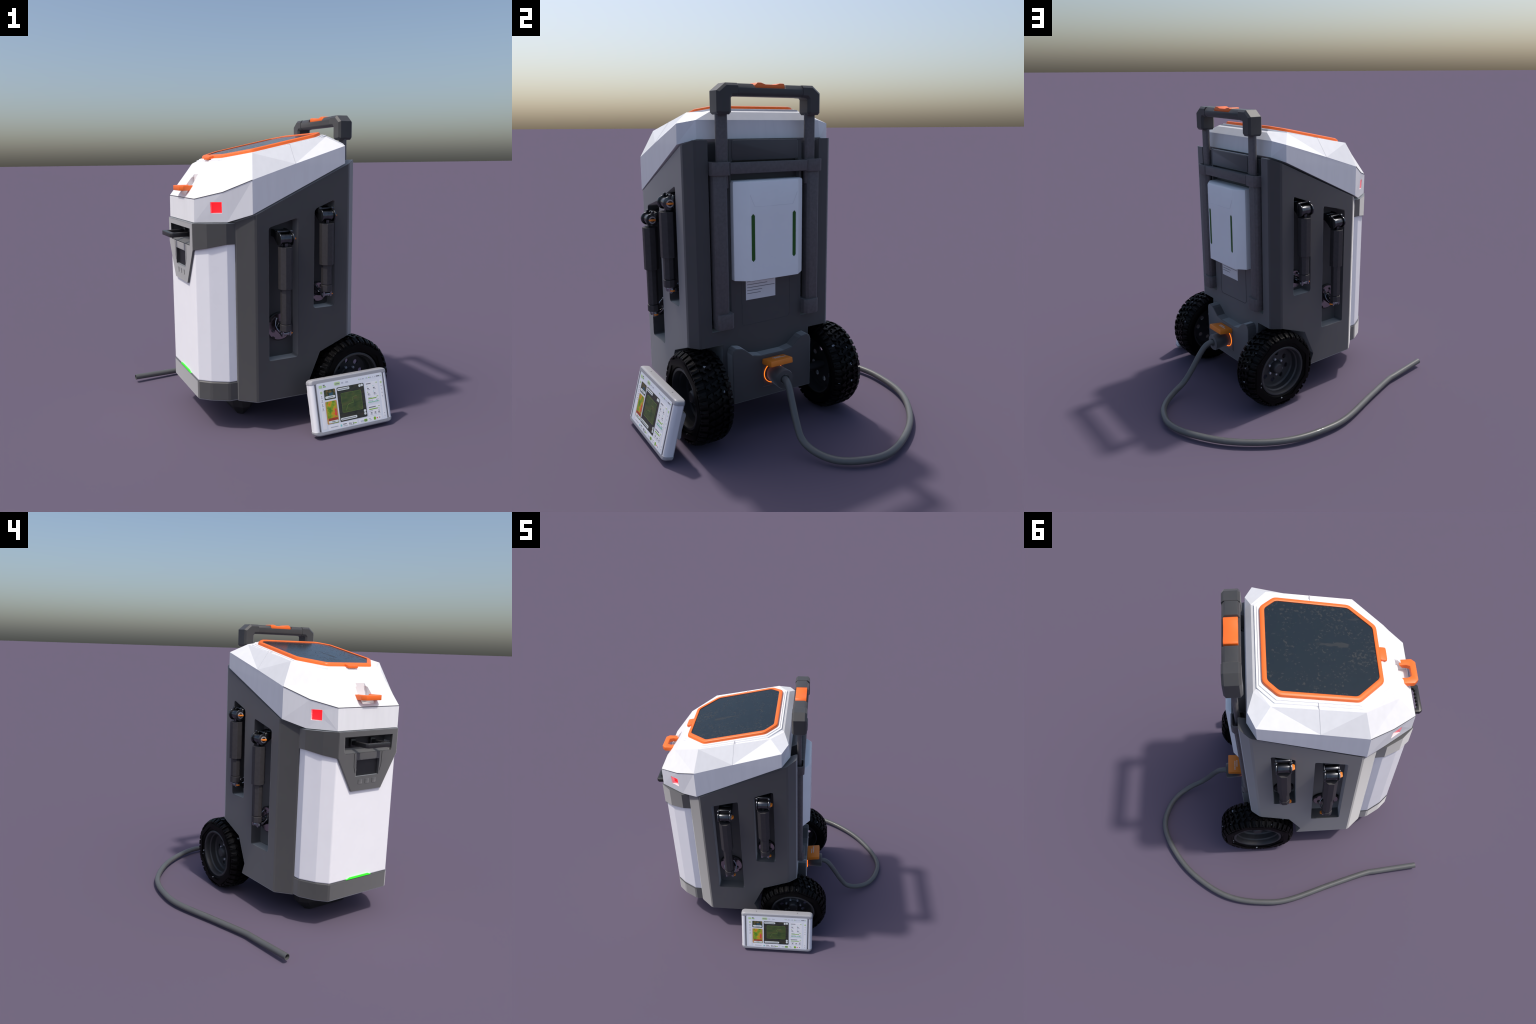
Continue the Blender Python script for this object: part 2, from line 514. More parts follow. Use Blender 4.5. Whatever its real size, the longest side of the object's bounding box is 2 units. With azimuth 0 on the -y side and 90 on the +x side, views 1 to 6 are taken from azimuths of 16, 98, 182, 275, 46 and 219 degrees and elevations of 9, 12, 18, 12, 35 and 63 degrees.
bm = slab(round_poly([(-0.484, -0.045), (-0.528, -0.045), (-0.528, 0.045), (-0.484, 0.045)], 0.012, 3), -0.014,
          round_poly([(-0.484, -0.045), (-0.528, -0.045), (-0.528, 0.045), (-0.484, 0.045)], 0.012, 3), 0.004)
bmesh.ops.recalc_face_normals(bm, faces=bm.faces[:])
bevel_edges(bm, 0.003, 2, 50)
finish("frame_tab", bm, M["orange"], root, 35)
finish("glass_panel", slab(scaled(fi, k=1.004), -0.015, scaled(fi, k=1.004), 0.0035), M["glass"], root)

# orange pull loop on the front slope
loop = [(-0.60, 0.086), (-0.712, 0.088), (-0.735, 0.064), (-0.735, -0.064), (-0.712, -0.088), (-0.60, -0.086),
        (-0.60, -0.046), (-0.676, -0.046), (-0.699, -0.036), (-0.699, 0.036), (-0.676, 0.046), (-0.60, 0.046)]
bm = prism(loop, 'z', 1.525, 1.557, 0.003, 2, ang=20)
loop_ob = finish("pull_loop", bm, M["orange"], root, 30)
# trim the arms to the slope
def slope_x(z): return -0.702 + (z - 1.482) / 1.36
cut(loop_ob, [prism([(slope_x(1.50) + 0.012, 1.50), (slope_x(1.58) + 0.012, 1.58), (-0.4, 1.58), (-0.4, 1.50)], 'y', -0.2, 0.2)])
finish("loop_pin", cyl('y', (-0.618, 1.535), 0.012, -0.055, 0.055, 12), M["lid"], root, 30)

# ---------------------------------------------------------------- front nose
NOSE = [(-0.44, 0.380), (-0.484, 0.386), (-0.540, 0.384), (-0.640, 0.3255), (-0.707, 0.262)]
def inset(h, d):
    return [(x + d * 0.9 if x < -0.5 else x, y - d * (0.9 if y > 0.3 else 0.7)) for x, y in h]
bottom_band = finish("bottom_band", prism(mir(list(reversed(NOSE))), 'z', 0.200, 0.328, 0.009, 1, ang=12), M["cover"], root)
panel = finish("front_panel", prism(mir(list(reversed(inset(NOSE, 0.004)))), 'z', 0.3265, 1.25, 0.004, 1, ang=30), M["white"], root)
# green lamp at the foot of the panel
bm = prism([(0.113, 0.327), (0.083, 0.3395), (-0.083, 0.3395), (-0.113, 0.327)], 'x', -0.7085, -0.690)
finish("status_lamp", bm, M["green"], root)

# dark cover: wrap-round collar plus front shield
C = [(-0.44, 0.385, 1.205), (-0.485, 0.390, 1.205), (-0.542, 0.388, 1.205), (-0.647, 0.330, 1.182), (-0.716, 0.262, 1.165)]
bm = bmesh.new()
outer = C + [(x, -y, z) for x, y, z in reversed(C)]
top = [bm.verts.new((x, y, 1.333)) for x, y, z in outer]
low = [bm.verts.new(p) for p in outer]
n = len(outer)
for i in range(n - 1):
    bm.faces.new((top[i], top[i + 1], low[i + 1], low[i]))
bm.faces.new((top[-1], top[0], low[0], low[-1]))
for i in range(n // 2 - 1):
    bm.faces.new((top[i], top[i + 1], top[n - 2 - i], top[n - 1 - i]))
    bm.faces.new((low[i], low[i + 1], low[n - 2 - i], low[n - 1 - i]))
bmesh.ops.recalc_face_normals(bm, faces=bm.faces[:])
collar = finish("front_collar", bm, M["cover"], root)
shield = [(0.2615, 1.330), (0.2605, 1.166), (0.133, 0.939)]
shield = shield + [(-y, z) for y, z in reversed(shield)]
sh = finish("front_shield", prism(shield, 'x', -0.7175, -0.694, 0.003, 2, ang=20), M["cover"], root)
slot = [(0.213, 1.297), (0.209, 1.204), (0.203, 1.190), (-0.203, 1.190), (-0.209, 1.204), (-0.213, 1.297)]
cut(collar, [prism(slot, 'x', -0.8, -0.640)])
cut(panel, [prism(slot, 'x', -0.8, -0.640), prism(rect(-0.108, 0.108, 1.03, 1.15), 'x', -0.8, -0.693)])
cut(sh, [prism(slot, 'x', -0.8, -0.6), prism(rect(-0.101, 0.101, 1.036, 1.143), 'x', -0.8, -0.6)])
bms = [prism(rect(-0.107, 0.107, 1.031, 1.149), 'x', -0.7005, -0.6935)]
finish("display_window", join(bms), M["dark"], root)
# sloping sill and side walls of the handle slot
bm = bmesh.new()
add_prism(bm, [(-0.716, 1.188), (-0.640, 1.214), (-0.640, 1.180), (-0.716, 1.180)], 'y', -0.208, 0.208)
finish("slot_sill", bm, M["cover"], root)
finish("slot_liner", box(-0.645, -0.63, -0.215, 0.215, 1.18, 1.305), M["dark"], root)
bms = []
for s in (1, -1):
    bms.append(strip([(-0.7178, s * 0.124, 1.188), (-0.7178, s * 0.121, 1.10), (-0.7178, s * 0.108, 1.060)], 0.0035, (-1, 0, 0), 0.0008))
finish("shield_rib", join(bms), M["dark"], root)
for y in (0.061, 0.0, -0.061):
    finish("push_button", prism(round_poly(rect(y - 0.018, y + 0.018, 0.984, 1.017), 0.005), 'x', -0.7192, -0.705, 0.002), M["cover"], root, 30)

# front carry handle with a scalloped finger grip
bar = [(-0.66, 0.100), (-0.795, 0.106), (-0.812, 0.094), (-0.812, -0.094), (-0.795, -0.106), (-0.66, -0.100), (-0.66, -0.076), (-0.779, -0.076)]
for i in range(21):
    y = -0.068 + 0.136 * i / 20
    bar.append((-0.783 + 0.005 * cos(i / 20 * 5 * 2 * pi), y))
bar += [(-0.779, 0.076), (-0.66, 0.076)]
finish("carry_handle", prism(bar, 'z', 1.233, 1.262, 0.005, 2, ang=35), M["handle"], root, 35)
bms = [box(-0.665, -0.64, s * 0.088 - 0.022, s * 0.088 + 0.022, 1.222, 1.275, 0.004) for s in (1, -1)]
finish("handle_mount", join(bms), M["handle"], root, 30)

# ---------------------------------------------------------------- support foot under the nose
bm = bmesh.new()
lev = []
for z, x0, x1, yy, c in ((0.205, -0.470, -0.285, 0.285, 0.05), (0.085, -0.452, -0.300, 0.262, 0.05), (0.045, -0.428, -0.315, 0.225, 0.05), (0.004, -0.398, -0.340, 0.178, 0.03)):
    c = min(c, (x1 - x0) * 0.4)
    lev.append([bm.verts.new((p[0], p[1], z)) for p in chamfer_rect(x0, x1, -yy, yy, c)])
for a, b in zip(lev[:-1], lev[1:]):
    for i in range(8):
        j = (i + 1) % 8
        bm.faces.new((a[i], a[j], b[j], b[i]))
bm.faces.new(lev[0]); bm.faces.new(lev[-1])
finish("support_foot", bm, M["foot"], root)

# ---------------------------------------------------------------- pull handle and rails
def rail_part(name, prof_fn, z0, z1, bev, m, **k):
    for s in (1, -1):
        prof = [(x, s * y) for x, y in prof_fn]
        finish(name, prism(prof, 'z', z0, z1, bev, 2), m, root, 30)
rail_part("outer_rail", chamfer_rect(0.288, 0.364, 0.262, 0.346, 0.014), 0.70, 1.54, 0.002, M["tube"])
rail_part("inner_rail", chamfer_rect(0.322, 0.352, 0.250, 0.319, 0.009), 1.45, 1.85, 0.002, M["tube"])
rail_part("rail_base", chamfer_rect(0.283, 0.378, 0.240, 0.343, 0.016), 0.659, 0.748, 0.004, M["tube"])
for s in (1, -1):
    o_ = chamfer_rect(0.283, 0.376, 0.247, 0.356, 0.014)
    ob = finish("rail_clamp", prism([(x, s * y) for x, y in o_], 'z', 1.521, 1.592, 0.003), M["tube"], root, 30)
    cut(ob, [prism([(x, s * y) for x, y in chamfer_rect(0.293, 0.366, 0.257, 0.346, 0.010)], 'z', 1.545, 1.7)])
    sharp(ob, 30)
finish("cross_bar", box(0.332, 0.3725, -0.252, 0.252, 1.527, 1.587, 0.003), M["tube"], root, 30)

# grip: octagonal bar joining two blocks
oct_ = [(0.286, 1.944), (0.299, 1.932), (0.372, 1.932), (0.388, 1.946), (0.388, 1.972), (0.368, 1.997), (0.298, 1.997), (0.285, 1.978)]
grip = finish("grip_bar", prism(oct_, 'y', -0.207, 0.207, 0.004, 2, ang=20), M["grip"], root, 20)
cut(grip, [prism([(-0.118, 2.02), (-0.098, 1.976), (0.092, 1.976), (0.112, 2.02)], 'x', 0.2, 0.5)])
for s in (1, -1):
    prof = [(0.206, 1.932), (0.236, 1.930), (0.243, 1.922), (0.243, 1.851), (0.255, 1.838), (0.316, 1.838), (0.328, 1.850), (0.328, 1.958), (0.276, 1.998), (0.206, 1.998)]
    bm = prism([(s * y, z) for y, z in prof], 'x', 0.284, 0.389, 0.0)
    bmesh.ops.recalc_face_normals(bm, faces=bm.faces[:])
    es = [e for e in bm.edges if abs(e.verts[0].co.x - e.verts[1].co.x) < 1e-5 and not all(abs(abs(v.co.y) - 0.206) < 1e-4 for v in e.verts)]
    bmesh.ops.bevel(bm, geom=es, offset=0.021, segments=1, profile=0.5, affect='EDGES', clamp_overlap=True)
    finish("grip_block", bm, M["grip"], root, 12)
# release button, saddle shaped
prof = [(-0.098, 1.974), (0.090, 1.974), (0.090, 1.999), (0.083, 2.0035), (0.060, 2.0035), (0.035, 1.996), (-0.030, 1.996), (-0.058, 2.0045), (-0.082, 2.0045), (-0.098, 1.990)]
finish("release_button", prism(prof, 'x', 0.297, 0.377, 0.004, 2, ang=25), M["orange"], root, 30)

# ---------------------------------------------------------------- power box on the back
bp = [(0.30, -0.232), (0.360, -0.232), (0.416, -0.158), (0.416, 0.158), (0.360, 0.222), (0.30, 0.222)]
bm = prism(bp, 'z', 0.932, 1.488, 0.0)
bmesh.ops.recalc_face_normals(bm, faces=bm.faces[:])
es = [e for e in bm.edges if all(v.co.z > 1.48 for v in e.verts) and max(v.co.x for v in e.verts) > 0.35]
bmesh.ops.bevel(bm, geom=es, offset=0.013, segments=2, profile=0.5, affect='EDGES')
pbox = finish("power_box", bm, M["box_white"], root)
cut(pbox, [prism([(y - 0.0115, 1.052), (y, 1.040), (y + 0.0115, 1.052), (y + 0.0115, 1.298), (y, 1.310), (y - 0.0115, 1.298)], 'x', 0.404, 0.5) for y in (0.1305, -0.1395)])
sharp(pbox, 25)
for y in (0.1305, -0.1395):
    finish("slot_light", prism(rect(y - 0.013, y + 0.013, 1.038, 1.312), 'x', 0.400, 0.4140), M["slot_green"], root)
x = 0.4162
finish("box_seam", join([strip([(x, -0.158, 1.415), (x, -0.128, 1.348), (x, 0.120, 1.348), (x, 0.150, 1.415)], 0.0018, (1, 0, 0), 0.0008)]), M["box_seam"], root)

# ---------------------------------------------------------------- socket
cap = bmesh.new()
c0 = [(0.394, -0.079, 0.413), (0.394, 0.071, 0.413), (0.500, 0.071, 0.428), (0.500, -0.079, 0.428)]
c1 = [(0.394, -0.079, 0.447), (0.394, 0.071, 0.447), (0.497, 0.069, 0.464), (0.497, -0.077, 0.464)]
a = [cap.verts.new(p) for p in c0]; b = [cap.verts.new(p) for p in c1]
cap.faces.new(a); cap.faces.new(b)
for i in range(4):
    j = (i + 1) % 4
    cap.faces.new((a[i], a[j], b[j], b[i]))
bmesh.ops.recalc_face_normals(cap, faces=cap.faces[:])
bevel_edges(cap, 0.006, 2, 30)
finish("socket_flap", cap, M["orange_deep"], root, 30)
bms = []
random.seed(3)
for row, (x, n0) in enumerate(((0.432, 5), (0.447, 7))):
    y = -0.030 if row == 0 else -0.024
    for i in range(n0):
        w = random.uniform(0.006, 0.011)
        bms.append(strip([(x, y, 0.4542 + (x - 0.432) * 0.165), (x, y + w, 0.4542 + (x - 0.432) * 0.165)], 0.008, (-0.16, 0, 1), 0.0008))
        y += w + 0.003
o = finish("flap_print", join(bms), M["cap_text"], root); o["kind"] = "stuff"
finish("socket_plate", prism(rect(-0.075, 0.071, 0.268, 0.425), 'x', 0.385, 0.3965, 0.002), M["body"], root)
finish("socket_ring", lathe([(0.0595, 0.396), (0.0622, 0.396), (0.0622, 0.4000), (0.0595, 0.4000)], 'x', 48, (0, -0.004, 0.348)), M["led"], root, 30)

# ---------------------------------------------------------------- storage pockets: folded probe arms
def arm(kind, x0, side, zh, zmid, zlow, zbot, zd, yd, rd, low_side):
    """folding arm: clevis hinge, telescoping octagonal tube, lower joint and round foot pad"""
    A = empty("probe_arm", root)
    A.location = (x0, 0, 0)
    if side < 0:
        A.rotation_euler = (0, 0, pi)
    Y = 0.508
    def octo(r): return [(r * cos(pi / 8 + k * pi / 4), Y + r * sin(pi / 8 + k * pi / 4)) for k in range(8)]
    finish("upper_tube", prism(octo(0.046), 'z', zmid, zh - 0.048, 0.002), M["arm"], A)
    bms = [prism(octo(0.034), 'z', zlow + 0.0, zmid + 0.02, 0.002)]
    finish("lower_tube", join(bms), M["arm"], A)
    finish("tube_end", prism(octo(0.037), 'z', zbot, zlow - 0.003, 0.003), M["arm"], A)
    finish("hinge_barrel", cyl('x', (Y, zh), 0.030, -0.036, 0.036, 24, 0.002), M["hinge"], A, 40)
    bms = []
    for sx in (-1, 1):
        bms.append(cyl('x', (Y, zh), 0.039, sx * 0.038, sx * 0.048, 28, 0.003))
        # cheek running back to the wall bracket
        bms.append(prism([(Y - 0.01, zh + 0.040), (0.43, zh + 0.056), (0.395, zh + 0.056), (0.395, zh + 0.012), (0.44, zh + 0.006), (Y - 0.02, zh - 0.03)], 'x', sx * 0.039, sx * 0.049, 0.003))
    bms.append(prism(rect(-0.010, 0.010, Y - 0.012, Y + 0.012), 'z', zh - 0.056, zh - 0.02))
    for sx in (-1, 1):
        bms.append(cyl('x', (Y - 0.006, zh + 0.045), 0.0085, sx * 0.036, sx * 0.052, 12, 0.002))
    bms.append(prism([(Y - 0.048, zh + 0.036), (Y - 0.018, zh + 0.040), (Y - 0.018, zh + 0.047), (Y - 0.048, zh + 0.052)], 'x', -0.040, 0.040, 0.002))
    finish("hinge_clevis", join(bms), M["hinge"], A, 40)
    finish("wall_bracket", box(-0.046, 0.046, 0.385, 0.44, zh + 0.016, zh + 0.050, 0.004), M["hinge"], A, 30)
    # orange thumb screw with a bright washer
    finish("washer", lathe([(0.015, -0.0485), (0.022, -0.0485), (0.022, -0.052), (0.015, -0.052)], 'x', 24, (0, Y, zh)), M["bolt"], A, 40)
    prof = [(Y - 0.023, zh - 0.005), (Y + 0.023, zh - 0.005), (Y + 0.023, zh + 0.005), (Y - 0.023, zh + 0.005)]
    p2 = [(Y - 0.014, zh - 0.005), (Y + 0.014, zh - 0.005), (Y + 0.014, zh + 0.005), (Y - 0.014, zh + 0.005)]
    finish("thumb_screw", prism(prof, 'x', -0.048, -0.067, 0.002, 2, p2), M["orange_deep"], A, 30)
    # lower joint
    zj = zbot - 0.018
    bms = [ball((sx * 0.019, Y - 0.004, zj), 0.0165) for sx in (-1, 1)]
    for sx in (-1, 1):        # fork prongs hanging from the tube end
        bms.append(prism(round_poly([(Y - 0.018, zbot + 0.01), (Y + 0.018, zbot + 0.01), (Y + 0.014, zj - 0.016), (Y - 0.014, zj - 0.016)], 0.008, 3), 'x', sx * 0.020, sx * 0.031, 0.001))
    bms.append(cyl('x', (Y - 0.004, zj), 0.013, -0.033, 0.033, 16, 0.002))
    bms.append(prism([(Y - 0.01, zj + 0.010), (Y - 0.01, zj - 0.010), (yd + 0.005, zd - 0.014), (yd + 0.005, zd + 0.010)], 'x', -0.008, 0.008, 0.002))
    finish("ankle_joint", join(bms), M["chrome"], A, 40)
    finish("thumb_screw", prism([(Y - 0.018, zj - 0.004), (Y + 0.014, zj - 0.004), (Y + 0.014, zj + 0.004), (Y - 0.018, zj + 0.004)], 'x', low_side * 0.028, low_side * 0.046, 0.002,
                                2, [(Y - 0.010, zj - 0.003), (Y + 0.007, zj - 0.003), (Y + 0.007, zj + 0.003), (Y - 0.010, zj + 0.003)]), M["orange_deep"], A, 30)
    # round pad: rubber rim, metal face with lobes and a hub
    finish("pad_rim", lathe([(rd * 0.80, yd - 0.016), (rd, yd - 0.016), (rd, yd - 0.003), (rd * 0.93, yd), (rd * 0.80, yd)], 'y', 48, (0, 0, zd)), M["rubber"], A, 40)
    lobes = []
    for k in range(96):
        a = 2 * pi * k / 96
        r = rd * (0.92 if (k % 24) > 3 else 0.82)
        lobes.append((r * cos(a + 0.5), zd + r * sin(a + 0.5)))
    finish("pad_face", prism(lobes, 'y', yd - 0.012, yd + 0.003), M["disc"], A)
    bms = [cyl('y', (0, zd), rd * 0.40, yd, yd + 0.018, 24, 0.003, rd * 0.30), cyl('y', (0.0, zd), rd * 0.2, yd + 0.018, yd + 0.034, 16, 0.002)]
    for sx in (-1, 1):
        bms.append(cyl('y', (sx * rd * 0.52, zd - rd * 0.25), rd * 0.11, yd, yd + 0.012, 12, 0.002))
        bms.append(prism([(yd, zd + 0.012), (Y - 0.02, zj + 0.012), (Y - 0.02, zj - 0.010), (yd, zd - 0.02)], 'x', sx * 0.024, sx * 0.029, 0.001))
    finish("pad_hub", join(bms), M["hinge"], A, 40)
    bms = []
    for sx in (-1, 1):
        pth = [(sx * rd * (0.30 + 0.20 * sin(t / 8 * pi)), yd + 0.012 + 0.05 * t / 8, zd + rd * 0.62 - (rd * 0.62 + zd - zj - 0.004) * t / 8) for t in range(9)]
        bms.append(sweep(pth, 0.0042, 8)[0])
        bms.append(ball((sx * rd * 0.30, yd + 0.012, zd + rd * 0.62), 0.008, 12))
    finish("claw_link", join(bms), M["chrome"], A, 40)
for s in (1, -1):
    arm("front", -0.203, s, 1.233, 0.922, 0.700, 0.655, 0.660, 0.420, 0.092, s)
    arm("rear", 0.087, s, 1.363, 1.052, 0.925, 0.878, 0.856, 0.408, 0.066, -1)

# ---------------------------------------------------------------- wheels
WX, WZ, RW = 0.297, 0.270, 0.270
def shared(name, bm, m, smooth=None):
    bmesh.ops.recalc_face_normals(bm, faces=bm.faces[:])
    me = bpy.data.meshes.new(name)
    bm.to_mesh(me); bm.free()
    me.materials.append(m)
    if smooth is not None:
        me.shade_smooth(); me.set_sharp_from_angle(angle=radians(smooth))
    return me
# wheel local frame: axis Y, +Y outward, centre of tread at y = 0 (half width 0.09)
tyre_prof = [(0.176, 0.076), (0.186, 0.087), (0.205, 0.0905), (0.226, 0.0885), (0.238, 0.082), (0.250, 0.066), (0.257, 0.03), (0.257, -0.03), (0.250, -0.066),
             (0.238, -0.082), (0.226, -0.0885), (0.205, -0.0905), (0.186, -0.087), (0.176, -0.076)]
def tyre_bm():
    b1 = lathe(tyre_prof, 'y', 72)
    # angular raised band on the outer wall: an eight-cornered ring
    b2 = bmesh.new()
    R = []
    N = 96
    for i in range(N):
        a = 2 * pi * i / N
        k = cos(pi / 8) / cos(((a + pi / 9) % (pi / 4)) - pi / 8)
        ro = 0.238 * k * 1.03
        ri = 0.210 * k
        R.append([b2.verts.new((r * cos(a), y, r * sin(a))) for r, y in ((ro, 0.080), (ro, 0.0915), (ri + 0.006, 0.0955), (ri, 0.0945), (ri, 0.080))])
    for i in range(N):
        j = (i + 1) % N
        for k in range(5):
            l = (k + 1) % 5
            b2.faces.new((R[i][k], R[i][l], R[j][l], R[j][k]))
    return join([b1, b2])
ME_TYRE = shared("tyre", tyre_bm(), M["tyre"], 35)
PITCH = 34
def block(poly, r_low=0.240, r_top=RW, drop=None):
    """tread lug: outline in (arc length, across) wrapped on the drum, tapering to its top"""
    bm = bmesh.new()
    cx = sum(p[0] for p in poly) / len(poly); cy = sum(p[1] for p in poly) / len(poly)
    lo, hi = [], []
    for s, y in poly:
        s = cx + (s - cx) * 0.93; y = cy + (y - cy) * 0.96
        a = s / RW
        lo.append(bm.verts.new((r_low * cos(a), y, r_low * sin(a))))
        s2 = cx + (s - cx) * 0.88; y2 = cy + (y - cy) * 0.94
        a2 = s2 / RW
        t = abs(y2)
        rt = r_top - max(0.0, t - 0.045) ** 2 * 10.5
        hi.append(bm.verts.new((rt * cos(a2), y2, rt * sin(a2))))
    bm.faces.new(lo); bm.faces.new(hi)
    for i in range(len(poly)):
        j = (i + 1) % len(poly)
        bm.faces.new((lo[i], lo[j], hi[j], hi[i]))
    return bm
p = 2 * pi * RW / PITCH
SH = [(0.04, 0.056), (0.10, 0.0915), (0.46, 0.0915), (0.46, 0.080), (0.56, 0.080), (0.56, 0.0915), (0.88, 0.0915), (0.82, 0.056), (0.50, 0.054), (0.44, 0.062), (0.38, 0.054)]
MI = [(0.05, 0.024), (0.30, 0.052), (0.62, 0.053), (0.60, 0.042), (0.95, 0.034), (0.90, 0.022), (0.55, 0.030), (0.34, 0.020)]
CE = [(0.02, -0.020), (0.36, 0.010), (0.38, 0.020), (0.66, 0.020), (0.66, 0.006), (0.98, 0.000), (0.92, -0.012), (0.58, -0.006), (0.30, -0.022)]
def arc(poly, sy=1): return [(s * p, y * sy) for s, y in poly]
ME_BLOCK = [(shared("tread_block", block(arc(SH)), M["tread"]), 0.0), (shared("tread_block", block(arc(SH, -1)), M["tread"]), 0.5),
            (shared("tread_block", block(arc(MI)), M["tread"]), 0.25), (shared("tread_block", block(arc(MI, -1)), M["tread"]), 0.75),
            (shared("tread_block", block(arc(CE)), M["tread"]), 0.0)]
rim_prof = [(0.170, 0.074), (0.178, 0.079), (0.178, 0.084), (0.171, 0.087), (0.163, 0.085), (0.157, 0.072), (0.156, 0.050), (0.148, 0.042), (0.146, 0.006), (0.138, -0.004),
            (0.128, -0.006), (0.052, -0.004), (0.046, 0.002), (0.040, 0.030), (0.032, 0.042), (0.028, 0.044), (0.027, 0.042), (0.0, 0.042),
            (0.0, -0.016), (0.135, -0.016), (0.150, -0.03), (0.157, -0.07), (0.166, -0.085), (0.178, -0.084), (0.178, -0.079), (0.170, -0.074)]
def rim_mesh():
    bm = lathe(rim_prof, 'y', 64)
    ob = finish("rim_tmp", bm, M["rim"], None)
    cut(ob, [cyl('y', (0.098 * cos(2 * pi * k / 8 + 0.2), 0.098 * sin(2 * pi * k / 8 + 0.2)), 0.0165, -0.03, 0.03, 20) for k in range(8)])
    me = ob.data
    bpy.data.objects.remove(ob)
    me.shade_smooth(); me.set_sharp_from_angle(angle=radians(30))
    return me
ME_RIM = rim_mesh()
for me in {ME_TYRE, *[b for b, ph in ME_BLOCK]}:       # broad low-profile tyre
    me.transform(Matrix.Diagonal((1.0, 1.10, 1.0, 1.0)))
ME_LUG = shared("lug_nut", cyl('y', (0, 0), 0.0095, -0.006, 0.010, 6, 0.002), M["bolt"], 30)
for s in (1, -1):
    W = empty("wheel", root)
    W.location = (WX, s * 0.446, WZ)
    W.rotation_euler = (0, 0.0 if s > 0 else 0.35, 0 if s > 0 else pi)
    for nm, me in (("tyre", ME_TYRE), ("rim", ME_RIM)):
        o = bpy.data.objects.new(nm, me); link(o, W)
        if nm == "rim": o.location.y = 0.006
    core = [ME_BLOCK[4][0].copy() for k in range(PITCH)]
    bmc = bmesh.new()
    for k, me in enumerate(core):
        me.transform(Matrix.Rotation(2 * pi * k / PITCH, 4, 'Y'))
        bmc.from_mesh(me)
        bpy.data.meshes.remove(me)
    o = finish("centre_tread", bmc, M["tread"], W, recalc=False); o["kind"] = "stuff"
    for me, ph in ME_BLOCK[:4]:
        for k in range(PITCH):
            o = bpy.data.objects.new("tread_block", me)
            o.rotation_euler = (0, -2 * pi * (k + ph) / PITCH, 0)
            link(o, W)
    for k in range(6):
        a = 2 * pi * k / 6 + 0.45
        o = bpy.data.objects.new("lug_nut", ME_LUG)
        o.location = (0.058 * cos(a), 0.007, 0.058 * sin(a))
        link(o, W)
    finish("axle", cyl('y', (WX, WZ), 0.026, s * 0.25, s * 0.442, 20), M["rim"], root, 40)

# ================================================================== charging cable
cable = empty("charging_cable")
cable.location = ORIGIN
cable.rotation_euler = (0, 0, YAW)
cable["label"] = "thick dark grey charging cable with round plug lying in a loop"
cable["category"] = "cable"
plug = [(0.0, 0.397), (0.046, 0.397), (0.049, 0.402), (0.055, 0.440), (0.058, 0.515), (0.055, 0.522), (0.030, 0.523), (0.026, 0.514), (0.0, 0.514)]
finish("plug", lathe(plug, 'x', 40, (0, -0.001, 0.348)), M["connector"], cable, 35)
path = [(0.505, -0.002, 0.350), (0.545, -0.006, 0.350), (0.585, -0.014, 0.325), (0.630, -0.024, 0.262), (0.690, -0.034, 0.165), (0.755, -0.038, 0.088), (0.850, -0.012, 0.052), (0.945, 0.050, 0.036),
        (1.015, 0.150, 0.036), (1.048, 0.300, 0.035), (0.994, 0.470, 0.034), (0.860, 0.672, 0.033), (0.680, 0.832, 0.033), (0.505, 0.925, 0.034), (0.297, 0.965, 0.034),
        (0.089, 0.958, 0.033), (-0.232, 0.860, 0.030), (-0.500, 0.782, 0.030), (-0.600, 0.768, 0.031), (-0.900, 0.738, 0.041)]
pts = catmull(path, 6)
RC = 0.0205
bm, rings = sweep(pts, RC, 12, cap=False)
bm.faces.new(rings[0])
end = rings[-1]
ctr = pts[-1]
back = (pts[-4] - pts[-1])
inner = [bm.verts.new(ctr + (v.co - ctr) * 0.80) for v in end]
deep = [bm.verts.new(v.co + back) for v in inner]
for k in range(12):
    l = (k + 1) % 12
    bm.faces.new((end[k], end[l], inner[l], inner[k]))
    bm.faces.new((inner[k], inner[l], deep[l], deep[k]))
bm.faces.new(deep)
finish("cord", bm, M["cable"], cable, 40)

# ================================================================== tablet leaning on the wheel
TILT = radians(-14.8)
tab = empty("tablet_computer")
loc = Vector((0.1745, -0.7347, 0.0237))
tab.location = ORIGIN + Matrix.Rotation(YAW, 3, 'Z') @ loc
tab.rotation_euler = (TILT, 0, YAW)
tab["label"] = "white rugged tablet showing a field map dashboard, leaning on the wheel"
tab["category"] = "tablet"
HW, HT, TH = 0.2875, 0.345, 0.058
SX0, SX1, SZ0, SZ1 = -0.2435, 0.2455, 0.022, 0.319
